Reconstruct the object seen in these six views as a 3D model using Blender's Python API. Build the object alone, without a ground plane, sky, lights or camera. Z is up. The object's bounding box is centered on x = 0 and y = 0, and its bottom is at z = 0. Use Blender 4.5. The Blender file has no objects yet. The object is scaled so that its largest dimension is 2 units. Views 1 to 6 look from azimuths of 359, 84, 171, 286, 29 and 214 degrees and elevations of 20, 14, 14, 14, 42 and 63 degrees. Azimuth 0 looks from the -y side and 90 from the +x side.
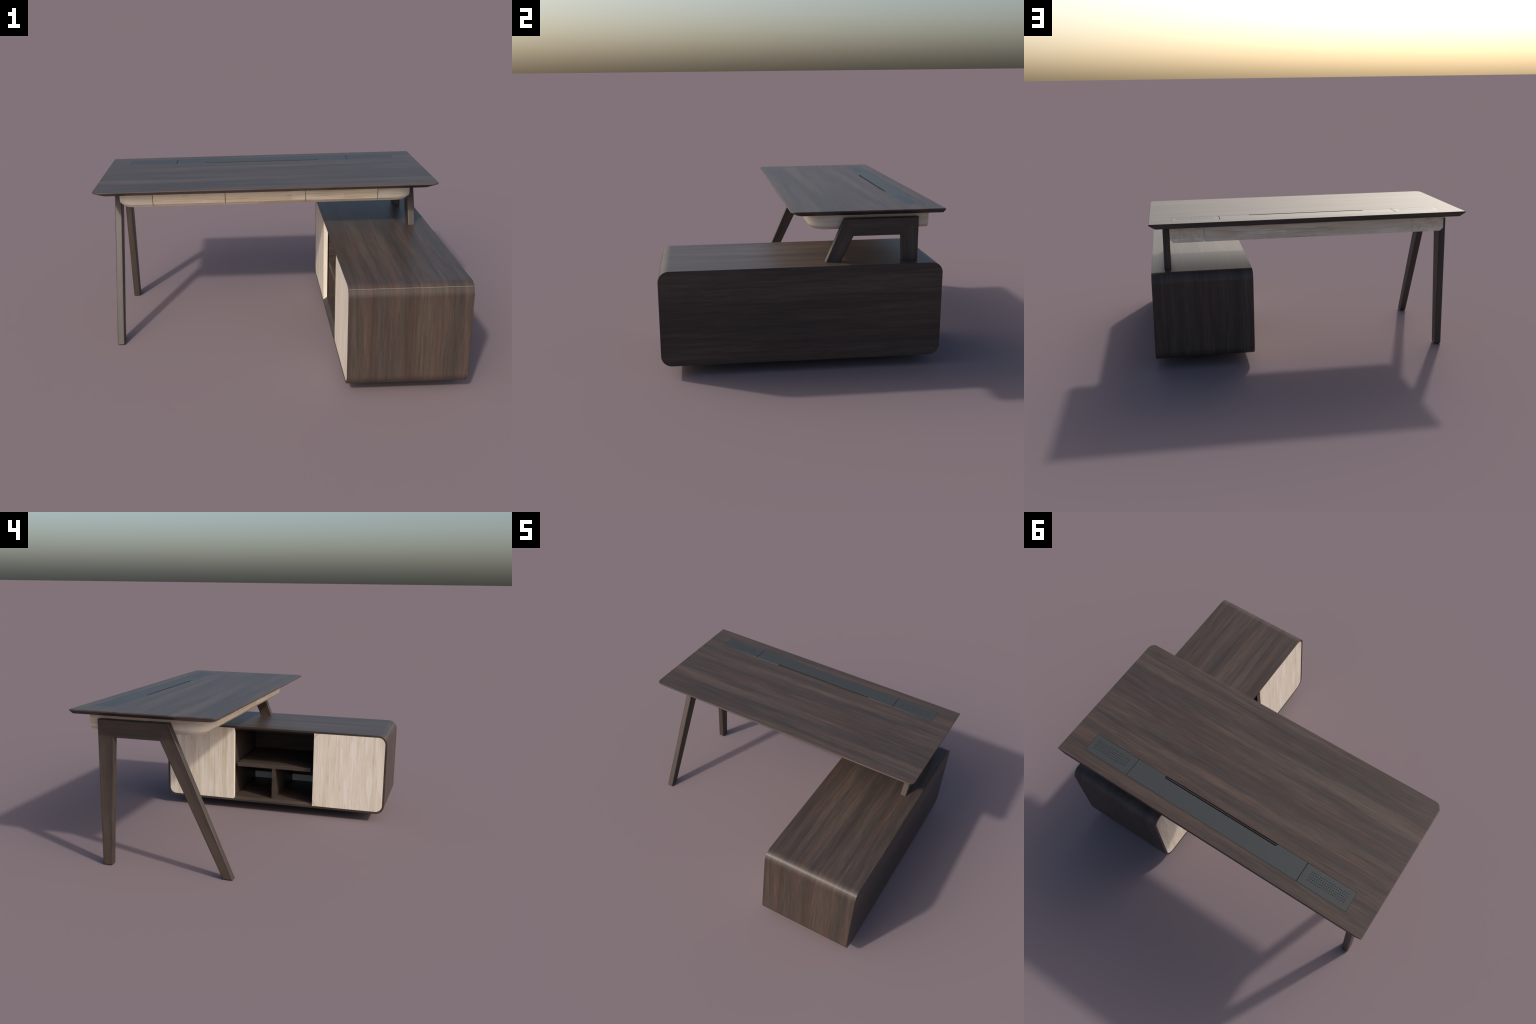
import bpy, bmesh, math, random
from mathutils import Vector, Matrix

random.seed(11)
COL = bpy.context.scene.collection

# ------------------------------------------------------------------ sizes
TOP_Z, TOP_UNDER = 0.9376, 0.9070          # desk top slab
TOP_FRONT, TOP_BACK, TOP_HALF = -0.0632, 0.8125, 1.0
CAB_X0, CAB_X1 = 0.3745, 1.0                # cabinet
CAB_HALF = 0.8125
CAB_Z0, CAB_Z1, CAB_R, CAB_T = 0.0630, 0.6247, 0.0625, 0.0135
STRIP_Y0, STRIP_Y1, STRIP_HALF, STRIP_SPLIT = 0.617, 0.735, 0.8605, 0.5635
SLOT_Y, SLOT_HALF = 0.633, 0.373


# ------------------------------------------------------------------ materials
class Nodes:
    def __init__(self, name):
        self.mat = bpy.data.materials.new(name)
        self.mat.use_nodes = True
        self.t = self.mat.node_tree
        self.t.nodes.clear()
        out = self.t.nodes.new("ShaderNodeOutputMaterial")
        self.bsdf = self.t.nodes.new("ShaderNodeBsdfPrincipled")
        self.t.links.new(self.bsdf.outputs[0], out.inputs[0])

    def link(self, a, b):
        self.t.links.new(a, b)

    def add(self, kind, **props):
        n = self.t.nodes.new("ShaderNode" + kind)
        for k, v in props.items():
            setattr(n, k, v)
        return n

    def mapping(self, vec, scale, loc=(0, 0, 0)):
        m = self.add("Mapping")
        m.inputs["Scale"].default_value = scale
        m.inputs["Location"].default_value = loc
        self.link(vec, m.inputs["Vector"])
        return m.outputs[0]

    def noise(self, vec, detail=3.0, rough=0.55, distortion=0.0):
        n = self.add("TexNoise")
        n.inputs["Scale"].default_value = 1.0
        n.inputs["Detail"].default_value = detail
        n.inputs["Roughness"].default_value = rough
        n.inputs["Distortion"].default_value = distortion
        self.link(vec, n.inputs["Vector"])
        return n

    def ramp(self, fac, stops):
        r = self.add("ValToRGB")
        e = r.color_ramp.elements
        while len(e) < len(stops):
            e.new(0.5)
        for el, (p, c) in zip(e, stops):
            el.position = p
            el.color = (c[0], c[1], c[2], 1) if hasattr(c, "__len__") else (c, c, c, 1)
        self.link(fac, r.inputs[0])
        return r.outputs[0]

    def mix(self, fac, a, b, blend="MIX"):
        m = self.add("Mix", data_type="RGBA", blend_type=blend)
        for sock, v in ((0, fac), (6, a), (7, b)):
            if hasattr(v, "is_linked"):
                self.link(v, m.inputs[sock])
            elif sock == 0:
                m.inputs[0].default_value = v
            else:
                m.inputs[sock].default_value = (*v, 1)
        return m.outputs[2]

    def math(self, op, a, b=None):
        m = self.add("Math", operation=op)
        for i, v in enumerate((a, b)):
            if v is None:
                continue
            if hasattr(v, "is_linked"):
                self.link(v, m.inputs[i])
            else:
                m.inputs[i].default_value = v
        return m.outputs[0]

    def warped(self, vec, scale, amount):
        """object coordinates bent by a slow noise, so that grain lines wander"""
        n = self.noise(self.mapping(vec, scale), 2.0)
        sub = self.add("VectorMath", operation="SUBTRACT")
        self.link(n.outputs["Color"], sub.inputs[0])
        sub.inputs[1].default_value = (0.5, 0.5, 0.5)
        mul = self.add("VectorMath", operation="MULTIPLY")
        self.link(sub.outputs[0], mul.inputs[0])
        mul.inputs[1].default_value = amount
        add = self.add("VectorMath", operation="ADD")
        self.link(vec, add.inputs[0])
        self.link(mul.outputs[0], add.inputs[1])
        return add.outputs[0]


def pick(along, a, c):
    """scale vector: a on the grain axes, c across them"""
    return tuple(a if ch in along else c for ch in "xyz")


def dark_wood(name, along, seed=0.0, gain=1.0, spec=0.30):
    """smoked walnut veneer; `along` names the axes that the grain follows"""
    n = Nodes(name)
    vec = n.add("TexCoord").outputs["Object"]
    off = (seed * 3.1, seed * 1.7, seed * 2.3)
    w = n.warped(vec, pick(along, 2.6, 9.0), pick(along, 0.0, 0.016))
    bands = n.noise(n.mapping(w, pick(along, 0.75, 13.0), off), 4.0, 0.6).outputs[0]
    lines = n.noise(n.mapping(w, pick(along, 2.6, 75.0), off), 5.0, 0.68).outputs[0]
    fine = n.noise(n.mapping(vec, pick(along, 9.0, 230.0), off), 3.0, 0.65).outputs[0]
    hue = n.noise(n.mapping(w, pick(along, 1.1, 19.0), (off[0] + 9, off[1] + 4, off[2] + 7)), 3.0).outputs[0]
    g = gain
    c1 = n.ramp(bands, [(0.27, (0.0415 * g, 0.0315 * g, 0.0272 * g)),
                        (0.46, (0.0535 * g, 0.0396 * g, 0.0332 * g)),
                        (0.58, (0.0675 * g, 0.0484 * g, 0.0394 * g)),
                        (0.76, (0.0870 * g, 0.0635 * g, 0.0485 * g))])
    tint = n.ramp(hue, [(0.34, (0.93, 0.985, 0.985)), (0.50, (1.0, 1.0, 1.0)), (0.68, (1.10, 0.97, 0.91))])
    c2 = n.mix(1.0, c1, tint, "MULTIPLY")
    c3 = n.mix(1.0, c2, n.ramp(lines, [(0.28, 0.73), (0.5, 0.97), (0.72, 1.22)]), "MULTIPLY")
    c4 = n.mix(1.0, c3, n.ramp(fine, [(0.3, 0.82), (0.7, 1.18)]), "MULTIPLY")
    n.link(c4, n.bsdf.inputs["Base Color"])
    n.bsdf.inputs["Roughness"].default_value = 0.42
    n.bsdf.inputs["Specular IOR Level"].default_value = spec
    return n.mat


def pale_wood(name, along, cross, seed=0.0, planks=False, gain=1.0):
    """bleached ash: cream with tan streaks, chalky patches and short dark pores"""
    n = Nodes(name)
    vec = n.add("TexCoord").outputs["Object"]
    off = (seed * 2.7 + 1, seed * 3.3, seed * 1.9)
    w = n.warped(vec, pick(along, 3.0, 8.0), pick(along, 0.0, 0.012))
    bands = n.noise(n.mapping(w, pick(along, 0.9, 17.0), off), 3.0, 0.6).outputs[0]
    lines = n.noise(n.mapping(w, pick(along, 2.6, 150.0), off), 4.0, 0.7).outputs[0]
    chalk = n.noise(n.mapping(w, pick(along, 4.0, 40.0), off), 2.0, 0.5).outputs[0]
    pores = n.noise(n.mapping(w, pick(along, 9.0, 190.0), off), 1.0, 0.5).outputs[0]
    g = gain
    c = n.ramp(bands, [(0.28, (0.54 * g, 0.448 * g, 0.34 * g)), (0.46, (0.655 * g, 0.563 * g, 0.452 * g)),
                       (0.60, (0.705 * g, 0.626 * g, 0.527 * g)), (0.75, (0.635 * g, 0.526 * g, 0.405 * g))])
    lo = (0.70, 0.61, 0.50) if planks else (0.78, 0.74, 0.68)
    c = n.mix(1.0, c, n.ramp(lines, [(0.26, lo), (0.47, (1, 1, 1)), (0.72, (1.09, 1.10, 1.12))]), "MULTIPLY")
    c = n.mix(n.ramp(chalk, [(0.55, 0.0), (0.65, 0.55)]), c, (0.78 * g, 0.72 * g, 0.66 * g))
    c = n.mix(n.ramp(pores, [(0.24, 0.60), (0.33, 0.0)]), c, (0.36 * g, 0.26 * g, 0.17 * g))
    if planks:
        # edge-glued staves: rows across the grain, ends staggered from row to row
        b = n.add("TexBrick", offset=0.37, offset_frequency=2)
        b.inputs["Color1"].default_value = (0.88, 0.82, 0.73, 1)
        b.inputs["Color2"].default_value = (1.05, 1.02, 0.97, 1)
        b.inputs["Mortar"].default_value = (0.93, 0.90, 0.86, 1)
        b.inputs["Scale"].default_value = 1.0
        b.inputs["Mortar Size"].default_value = 0.0
        b.inputs["Brick Width"].default_value = 0.31
        b.inputs["Row Height"].default_value = 0.031
        sx = n.add("SeparateXYZ")
        n.link(vec, sx.inputs[0])
        cx = n.add("CombineXYZ")
        u = sx.outputs["XYZ".index(along[0].upper())]
        v = sx.outputs["XYZ".index(cross.upper())]
        n.link(n.math("ADD", u, 3.07 + seed), cx.inputs[0])
        n.link(n.math("ADD", v, 3.012), cx.inputs[1])
        n.link(cx.outputs[0], b.inputs["Vector"])
        c = n.mix(1.0, c, b.outputs["Color"], "MULTIPLY")
    n.link(c, n.bsdf.inputs["Base Color"])
    n.bsdf.inputs["Roughness"].default_value = 0.5
    n.bsdf.inputs["Specular IOR Level"].default_value = 0.4
    return n.mat


def plain(name, color, rough, metallic=0.0, spec=0.5, grain=0.03):
    n = Nodes(name)
    vec = n.add("TexCoord").outputs["Object"]
    k = n.noise(n.mapping(vec, (40, 40, 40)), 3.0).outputs[0]
    c = n.mix(1.0, color, n.ramp(k, [(0.3, 1 - grain), (0.7, 1 + grain)]), "MULTIPLY")
    n.link(c, n.bsdf.inputs["Base Color"])
    n.bsdf.inputs["Roughness"].default_value = rough
    n.bsdf.inputs["Metallic"].default_value = metallic
    n.bsdf.inputs["Specular IOR Level"].default_value = spec
    return n.mat


M_TOP = dark_wood("walnut_top", "x", 0.0, 1.02)
M_SHELL = dark_wood("walnut_wrap", "yz", 2.0)
M_PANEL = dark_wood("walnut_panel", "y", 4.0)
M_BAY = dark_wood("walnut_bay", "y", 5.0)
M_BAY_SIDE = dark_wood("walnut_bay_side", "x", 6.0)
M_MEMBER = dark_wood("walnut_member", "x", 7.0, 0.93, 0.42)
M_APRON_X = pale_wood("ash_front", "x", "z", 1.0, True, 1.13)
M_APRON_Y = pale_wood("ash_side", "y", "z", 2.2, True, 1.13)
M_APRON_CORNER = pale_wood("ash_corner", "xy", "z", 3.1)
M_DOOR = pale_wood("ash_door", "z", "y", 4.0, False, 1.08)
M_FILLER = plain("ash_filler", (0.72, 0.56, 0.40), 0.55)
M_METAL = plain("grey_lacquer", (0.036, 0.038, 0.037), 0.47, 0.0, 0.5, 0.02)
M_GREY_PANEL = plain("lightened_grey", (0.74, 0.76, 0.76), 0.5, 0.0, 0.5, 0.02)  # base lightened so the strip reads bright inside the dark bay
M_GLINT = plain("pale_glint", (0.22, 0.185, 0.165), 0.35)
M_CORE = plain("warm_tinted_core", (0.10, 0.068, 0.040), 0.7)  # orange-brown tint for sunlight down the slot, kept dark for the drawer grooves
M_GAP = plain("dark_gap", (0.02, 0.017, 0.014), 0.8)


# ------------------------------------------------------------------ mesh helpers
def empty(name, parent=None):
    o = bpy.data.objects.new(name, None)
    COL.objects.link(o)
    o.empty_display_size = 0.1
    o.parent = parent
    return o


def finish(bm, name, mat, parent, smooth=False, angle=35):
    bmesh.ops.remove_doubles(bm, verts=bm.verts, dist=1e-6)
    bmesh.ops.recalc_face_normals(bm, faces=bm.faces)
    me = bpy.data.meshes.new(name)
    bm.to_mesh(me)
    bm.free()
    me.materials.append(mat)
    o = bpy.data.objects.new(name, me)
    COL.objects.link(o)
    o.parent = parent
    if smooth:
        me.polygons.foreach_set("use_smooth", [True] * len(me.polygons))
        me.set_sharp_from_angle(angle=math.radians(angle))
        crisp(o)
    return o


def crisp(o):
    """large faces keep their own flat shading beside rounded edges"""
    m = o.modifiers.new("weighted_normals", "WEIGHTED_NORMAL")
    m.keep_sharp = True
    m.weight = 100
    m.mode = "FACE_AREA"


def put(bm, u, v, w, axes):
    """place plane coordinates (u, v) and height w on the named axes"""
    d = dict(zip(axes, (u, v, w)))
    return bm.verts.new((d["x"], d["y"], d["z"]))


def rings(bm, loops, axes, cap=True):
    """loft closed outlines [(points, height)] into a solid"""
    vs = [[put(bm, u, v, w, axes) for u, v in pts] for pts, w in loops]
    for a, b in zip(vs, vs[1:]):
        for i in range(len(a)):
            j = (i + 1) % len(a)
            bm.faces.new((a[i], a[j], b[j], b[i]))
    if cap:
        bm.faces.new(vs[0])
        bm.faces.new(vs[-1])
    return vs


def rounded(u0, v0, u1, v1, r, seg=12):
    """rectangle outline, anticlockwise from the low corner; r = one radius or four"""
    rs = r if hasattr(r, "__len__") else (r,) * 4
    pts = []
    for k, (cu, cv, su, sv) in enumerate(((u0, v0, 1, 1), (u1, v0, -1, 1), (u1, v1, -1, -1), (u0, v1, 1, -1))):
        q = rs[k]
        if q <= 0:
            pts.append((cu, cv))
            continue
        for i in range(seg + 1):
            a = math.pi + k * math.pi / 2 + i / seg * math.pi / 2
            pts.append((cu + su * q + q * math.cos(a), cv + sv * q + q * math.sin(a)))
    return pts


def box(bm, x0, x1, y0, y1, z0, z1):
    rings(bm, [(rounded(x0, y0, x1, y1, 0), z0), (rounded(x0, y0, x1, y1, 0), z1)], "xyz")


def board(name, mat, parent, x0, x1, y0, y1, z0, z1, bevel=0.0015):
    bm = bmesh.new()
    box(bm, x0, x1, y0, y1, z0, z1)
    if bevel:
        bmesh.ops.bevel(bm, geom=list(bm.edges), offset=bevel, segments=2, profile=0.5, affect="EDGES")
    return finish(bm, name, mat, parent, True)


def cut(obj, cutter):
    obj.modifiers.clear()
    cutter.modifiers.clear()
    m = obj.modifiers.new("cut", "BOOLEAN")
    m.operation, m.solver, m.object = "DIFFERENCE", "EXACT", cutter
    dg = bpy.context.evaluated_depsgraph_get()
    me = bpy.data.meshes.new_from_object(obj.evaluated_get(dg))
    obj.modifiers.clear()
    old = obj.data
    obj.data = me
    me.name = old.name
    bpy.data.meshes.remove(old)
    bpy.data.objects.remove(cutter)


DESK = empty("office_desk")
DESK["label"] = "L-shaped executive desk in smoked walnut with pale drawers and side cabinet"
DESK["category"] = "desk"


# ------------------------------------------------------------------ desk top
def build_top():
    bm = bmesh.new()
    r = 0.040

    def outline(inset, z):
        return (rounded(-TOP_HALF + inset, TOP_FRONT + inset * 0.95, TOP_HALF - inset, TOP_BACK,
                        (r, r, 0, 0), 14), z)
    # flat underside, long under-bevel, slim lip rounded into the top face
    loops = [outline(0.0395, TOP_UNDER), outline(0.0012, TOP_Z - 0.0088), outline(0.0, TOP_Z - 0.0074)]
    lip = 0.0042
    for i in range(5):
        a = i / 4 * math.pi / 2
        loops.append(outline(lip * (1 - math.cos(a)), TOP_Z - lip + lip * math.sin(a)))
    rings(bm, loops, "xyz")
    top = finish(bm, "tabletop", M_TOP, DESK, True, 30)

    bm = bmesh.new()
    rec = rounded(-STRIP_HALF - .0012, STRIP_Y0 - .0012, STRIP_HALF + .0012, STRIP_Y1 + .0012, 0.007, 6)
    rings(bm, [(rec, 0.9275), (rec, 0.95)], "xyz")
    cut(top, finish(bm, "recess", M_TOP, None))
    bm = bmesh.new()
    sl = rounded(-SLOT_HALF, STRIP_Y0 + .0080, SLOT_HALF, 0.700, 0.004, 6)
    rings(bm, [(sl, 0.90), (sl, 0.95)], "xyz")
    cut(top, finish(bm, "slot", M_TOP, None))
    top.data.set_sharp_from_angle(angle=math.radians(30))
    crisp(top)

    # sunk wooden ledge along the front of the cable slot
    board("slot_ledge", M_TOP, top, -SLOT_HALF + .001, SLOT_HALF - .001, STRIP_Y0 - .0005, STRIP_Y0 + .0082, 0.926, TOP_Z - .0050, 0)

    def plate(name, pts, b=0.0008):
        bm = bmesh.new()
        z0, z1 = 0.9295, TOP_Z - 0.0003
        rings(bm, [(pts, z0), (pts, z1)], "xyz")
        edges = [e for e in bm.edges if all(abs(v.co.z - z1) < 1e-6 for v in e.verts)]
        bmesh.ops.bevel(bm, geom=edges, offset=b, segments=1, affect="EDGES")
        return finish(bm, name, M_METAL, top, False)

    g = 0.0016
    x = STRIP_SPLIT - g
    q = 0.004
    arc = [(SLOT_HALF - q + q * math.cos(a), SLOT_Y - q + q * math.sin(a)) for a in (0, .4, .8, 1.2, 1.57)]
    notch = [(SLOT_HALF, STRIP_Y0)] + arc
    pts = ([(-x, STRIP_Y0)] + [(-a, b) for a, b in notch] + [(a, b) for a, b in reversed(notch)]
           + [(x, STRIP_Y0), (x, STRIP_Y1), (-x, STRIP_Y1)])
    plate("cable_cover", pts)

    # perforated end plates, 18 x 5 round holes each
    for s in (-1, 1):
        a, b = sorted((s * (STRIP_SPLIT + g), s * STRIP_HALF))
        rr = (0, .006, .006, 0) if s > 0 else (.006, 0, 0, .006)
        p = plate("vent_plate", rounded(a, STRIP_Y0, b, STRIP_Y1, rr, 6))
        bm = bmesh.new()
        for i in range(18):
            for j in range(5):
                cx = s * (0.6090 + i * 0.2172 / 17)
                cy = 0.6473 + j * 0.0508 / 4
                ring = [(cx + .0024 * math.cos(k * math.pi / 5), cy + .0024 * math.sin(k * math.pi / 5)) for k in range(10)]
                rings(bm, [(ring, 0.925), (ring, 0.945)], "xyz")
        cut(p, finish(bm, "holes", M_METAL, None))
    # dark tray below the plates
    board("cable_tray", M_GAP, top, -STRIP_HALF + .002, STRIP_HALF - .002, 0.702, STRIP_Y1 - .002, 0.9276, 0.9292, 0)


# ------------------------------------------------------------------ apron with drawers
AP_HALF, AP_Y0, AP_Y1, AP_Z0, AP_Z1, AP_CH = 0.8758, 0.063, 0.7550, 0.8060, TOP_UNDER - 0.0004, 0.020
SEAMS = (-0.667, -0.239, 0.239, 0.667)


def build_apron():
    bm = bmesh.new()
    k = 0.014
    pts = rounded(-AP_HALF + k, AP_Y0 + k, AP_HALF - k, AP_Y1 - .012, (.1 - k, .1 - k, 0, 0), 10)
    rings(bm, [(pts, AP_Z0 + .022), (pts, AP_Z1 - .001)], "xyz")
    core = finish(bm, "apron", M_CORE, DESK)
    bm = bmesh.new()
    well = rounded(-SLOT_HALF - .01, STRIP_Y0 - .012, SLOT_HALF + .01, 0.715, 0)
    rings(bm, [(well, AP_Z0 + .0125), (well, AP_Z1 + .02)], "xyz")
    cut(core, finish(bm, "well", M_CORE, None))
    gap = 0.0016

    def profile(y0, y1, ch0, ch1):
        """section across a member: outer face with a chamfer along the bottom"""
        return [(y0, AP_Z1), (y0, AP_Z0 + ch0), (y0 + ch0, AP_Z0), (y1 - ch1, AP_Z0), (y1, AP_Z0 + ch1), (y1, AP_Z1)]

    for a, b in zip(SEAMS, SEAMS[1:]):
        bm = bmesh.new()
        p = profile(AP_Y0, AP_Y0 + 0.05, AP_CH, 0.002)
        rings(bm, [(p, a + gap), (p, b - gap)], "yzx")
        bmesh.ops.bevel(bm, geom=[e for e in bm.edges if abs(e.verts[0].co.x - e.verts[1].co.x) < 1e-6],
                        offset=0.0007, segments=1, affect="EDGES")
        finish(bm, "drawer_front", M_APRON_X, core, False)

    # rounded corner blocks between the drawers and the sides
    for s in (-1, 1):
        bm = bmesh.new()
        x_in, y_b, r = SEAMS[3] + gap, 0.3903 - 0.0006, 0.100

        def outline(k):
            pts = rounded(x_in, AP_Y0 + k, AP_HALF - k, y_b, (0, r - k, 0, 0), 18)
            return [(s * u, v) for u, v in pts]
        rings(bm, [(outline(AP_CH), AP_Z0), (outline(0.0008), AP_Z0 + AP_CH - .0008), (outline(0), AP_Z0 + AP_CH + .0004),
                   (outline(0), AP_Z1)], "xyz")
        finish(bm, "corner_block", M_APRON_CORNER, core, True, 30)
        # rear side block, chamfered on both bottom edges
        bm = bmesh.new()
        lo, hi = 0.6625, AP_HALF
        sec = [(lo, AP_Z1), (lo, AP_Z0 + .010), (lo + .007, AP_Z0), (hi - AP_CH, AP_Z0), (hi, AP_Z0 + AP_CH), (hi, AP_Z1)]
        sec = [(s * u, v) for u, v in sec]
        rings(bm, [(sec, 0.3903 + .0006), (sec, AP_Y1)], "xzy")
        bmesh.ops.bevel(bm, geom=[e for e in bm.edges if all(v.co.y > AP_Y1 - 1e-5 for v in e.verts)],
                        offset=0.0015, segments=2, affect="EDGES")
        finish(bm, "side_block", M_APRON_Y, core, False)

    bm = bmesh.new()
    p = profile(AP_Y1 - 0.06, AP_Y1 - 0.0005, 0.001, 0.002)
    rings(bm, [(p, -0.6618), (p, 0.6618)], "yzx")
    finish(bm, "back_panel", M_APRON_X, core, False)
    board("bottom_panel", M_APRON_X, core, -0.6605, 0.6605, AP_Y0 + .052, AP_Y1 - .062, AP_Z0 + .0005, AP_Z0 + .012, 0)


# ------------------------------------------------------------------ leg frames
FR_T, FR_X = 0.0430, 0.8977                   # thickness and centre of a frame
FR_TOP, FR_RAIL = 0.8767, 0.7740


def front_out(z):
    return -0.1257 + 0.4326 * z


def front_in(z):
    return -0.0628 + 0.4766 * z


def back_in(z):
    return 0.6262 - 0.0517 * z


BACK_OUT = 0.6858


def member(name, quad, parent, cx, long_edges, foot=None):
    """a bar: quad = corners (y, z) with the length running from corner 0 to 1;
    its long edges are rounded, its mitred ends stay flat"""
    bm = bmesh.new()
    h = FR_T / 2
    vs = rings(bm, [(quad, cx - h), (quad, cx + h)], "yzx")
    pick_e = []
    for ring in vs:
        for i in long_edges:
            pick_e.append(bm.edges.get((ring[i], ring[(i + 1) % 4])))
    if foot is not None:
        i, j = foot, (foot + 1) % 4
        pick_e += [bm.edges.get((vs[0][i], vs[0][j])), bm.edges.get((vs[1][i], vs[1][j])),
                   bm.edges.get((vs[0][i], vs[1][i])), bm.edges.get((vs[0][j], vs[1][j]))]
    bmesh.ops.bevel(bm, geom=pick_e, offset=0.0065, segments=4, profile=0.5, affect="EDGES", clamp_overlap=True)
    o = finish(bm, name, M_MEMBER, parent, True, 40)
    # own axes: x along the bar, so that the grain follows it
    p, q = Vector((cx, *quad[0])), Vector((cx, *quad[1]))
    ax = (q - p).normalized()
    side = Vector((1, 0, 0))
    up = ax.cross(side).normalized()
    m = Matrix((ax, side, up)).transposed().to_4x4()
    m.translation = p
    o.data.transform(m.inverted())
    o.matrix_world = m
    return o


def build_frame(s, z_foot):
    frame = empty("leg_frame", DESK)
    cx = s * FR_X
    foot_bevel = z_foot < 0.1
    a_out, a_in = (BACK_OUT, FR_TOP), (back_in(FR_RAIL), FR_RAIL)
    b_out, b_in = (front_out(FR_TOP), FR_TOP), (front_in(FR_RAIL), FR_RAIL)
    # back leg: outer edge, foot, inner edge, mitre
    member("leg", [a_out, (BACK_OUT, z_foot), (back_in(z_foot), z_foot), a_in], frame, cx, (0, 2), 1 if foot_bevel else None)
    member("leg", [b_in, (front_in(z_foot), z_foot), (front_out(z_foot), z_foot), b_out], frame, cx, (0, 2), 1 if foot_bevel else None)
    member("rail", [b_out, a_out, a_in, b_in], frame, cx, (0, 2))


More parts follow.
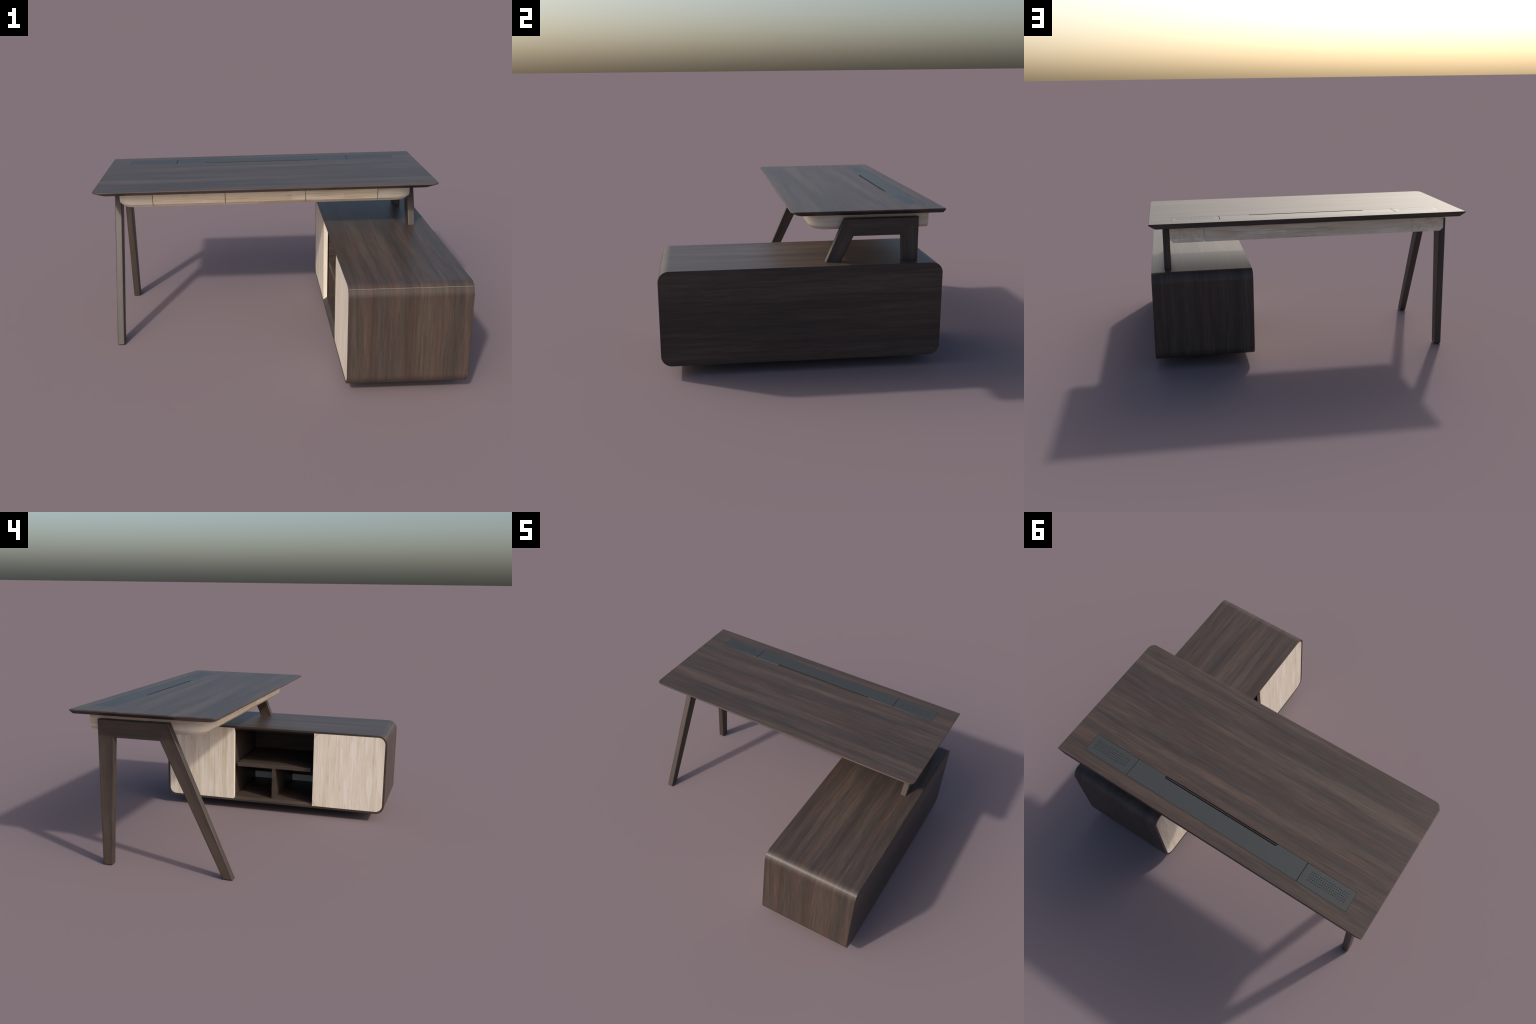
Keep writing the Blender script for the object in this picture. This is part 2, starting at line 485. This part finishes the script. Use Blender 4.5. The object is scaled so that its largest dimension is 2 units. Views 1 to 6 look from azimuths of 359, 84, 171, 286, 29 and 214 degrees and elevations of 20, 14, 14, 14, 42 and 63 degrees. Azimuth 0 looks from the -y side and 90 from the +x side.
# ------------------------------------------------------------------ cabinet
def build_cabinet():
    cab = empty("cabinet", DESK)
    # bent shell: a thick rounded-rectangle tube, open towards the knee space
    seg = 24
    out = rounded(-CAB_HALF, CAB_Z0, CAB_HALF, CAB_Z1, CAB_R, seg)
    inn = rounded(-CAB_HALF + CAB_T, CAB_Z0 + CAB_T, CAB_HALF - CAB_T, CAB_Z1 - CAB_T, CAB_R - CAB_T, seg)
    off = lambda k: rounded(-CAB_HALF + k, CAB_Z0 + k, CAB_HALF - k, CAB_Z1 - k, CAB_R - k, seg)
    bm = bmesh.new()
    xa, xb = CAB_X0, CAB_X1 - 0.004
    seq = [(inn, xb), (inn, xa + .0008), (off(CAB_T - .0008), xa), (off(.0012), xa), (out, xa + .0012), (out, xb)]
    vs = rings(bm, seq, "yzx", cap=False)
    for i in range(len(vs[0])):
        j = (i + 1) % len(vs[0])
        bm.faces.new((vs[-1][i], vs[-1][j], vs[0][j], vs[0][i]))
    shell = finish(bm, "shell", M_SHELL, cab, True, 40)

    bm = bmesh.new()
    rings(bm, [(off(0), CAB_X1 - .0039), (off(0), CAB_X1 - .0010), (off(.0010), CAB_X1)], "yzx")
    finish(bm, "side_panel", M_PANEL, cab, True, 40)

    # thin bead, coloured pale, modelling the bright highlight line half way round the bend
    d = Vector((0, -1, 1)).normalized()
    p = Vector((0, -CAB_HALF + CAB_R, CAB_Z1 - CAB_R)) + d * (CAB_R - 0.0005)
    ring = [(p.y + .0010 * math.cos(k * math.pi / 4), p.z + .0010 * math.sin(k * math.pi / 4)) for k in range(8)]
    bm = bmesh.new()
    rings(bm, [(ring, CAB_X0 + .001), (ring, CAB_X1 - .004)], "yzx")
    finish(bm, "glint_line", M_GLINT, shell, True, 60)

    # doors, flush with the rim of the shell
    ci = 0.0012
    y_in, y_out = 0.2908, CAB_HALF - CAB_T - ci
    z0, z1 = CAB_Z0 + CAB_T + ci, CAB_Z1 - CAB_T - ci
    ro = CAB_R - CAB_T - ci
    x0, x1 = CAB_X0 + .0006, CAB_X0 + 0.0255

    def slab(name, pts_at, mat, b=0.001):
        bm = bmesh.new()
        rings(bm, [(pts_at(b), x0), (pts_at(0), x0 + b), (pts_at(0), x1)], "yzx")
        return finish(bm, name, mat, cab, True, 40)

    slab("door", lambda k: rounded(y_in + k, z0 + k, y_out - k, z1 - k, (.004, ro, ro, .006), 14), M_DOOR)
    yf = -0.2990
    rf = 0.050
    slab("door", lambda k: rounded(-y_out + k, z0 + k, yf - k, z1 - k, (ro, rf, rf, ro), 16), M_DOOR, 0.0006)
    # smooth filler pieces behind the rounded inner corners of the near door
    for lo in (True, False):
        g = 0.0016
        n = 14
        cz = z0 + rf if lo else z1 - rf
        cy = yf - rf
        sgn = -1 if lo else 1
        arc = [(cy + (rf + g) * math.sin(t), cz + sgn * (rf + g) * math.cos(t)) for t in [.09 + k / n * (math.pi / 2 - .18) for k in range(n + 1)]]
        zc = z0 if lo else z1
        arc = [(min(y, yf), min(max(z, z0), z1)) for y, z in arc]
        pts = arc + [(yf, zc)]
        bm = bmesh.new()
        rings(bm, [(pts, x0 + .0006), (pts, x1)], "yzx")
        finish(bm, "corner_filler", M_FILLER, cab)

    # cupboard carcasses and the open bay between them
    bx = 0.4085
    zt, zb = CAB_Z1 - CAB_T - .0003, CAB_Z0 + CAB_T + .0003
    yb = CAB_HALF - CAB_T - .05
    zf, zc = 0.0945, 0.5945
    board("bay_side", M_BAY_SIDE, cab, bx, 0.985, 0.300, 0.316, zb, zt, 0.0006)
    board("bay_side", M_BAY_SIDE, cab, bx, 0.985, -0.316, -0.300, zb, zt, 0.0006)
    # floor and ceiling of the bay slope down to the thin rim of the shell
    xs, xe = CAB_X0 + .0014, 0.3975
    for name, za, zi in (("bay_floor", zb, zf), ("bay_ceiling", zt, zc)):
        sec = [(xs, za), (xs, za + (zi - za) * .06), (xe, zi), (0.985, zi), (0.985, za)]
        bm = bmesh.new()
        rings(bm, [(sec, -0.2983), (sec, 0.2900)], "xzy")
        finish(bm, name, M_BAY, cab)
    board("bay_back", M_BAY, cab, 0.973, 0.985, -0.2998, 0.2998, zf, zc, 0)
    board("shelf", M_BAY, cab, 0.410, 0.962, -0.275, 0.2755, 0.3195, 0.3463, 0.0006)
    board("divider", M_BAY_SIDE, cab, 0.4115, 0.9725, -0.0108, 0.0128, zf + .0003, 0.3192, 0.0006)
    for a, b in ((-0.2995, -0.0112), (0.0132, 0.2995)):
        board("grey_panel", M_GREY_PANEL, cab, 0.966, 0.9728, a, b, zf + .0003, 0.1445, 0.0005)
    board("cupboard_box", M_GAP, cab, 0.400, 0.985, 0.3165, yb, zb, zt, 0)
    board("cupboard_box", M_GAP, cab, 0.400, 0.985, -yb, -0.3165, zb, zt, 0)


build_top()
build_apron()
build_frame(-1, 0.0)
build_frame(1, CAB_Z1 + .0004)
build_cabinet()
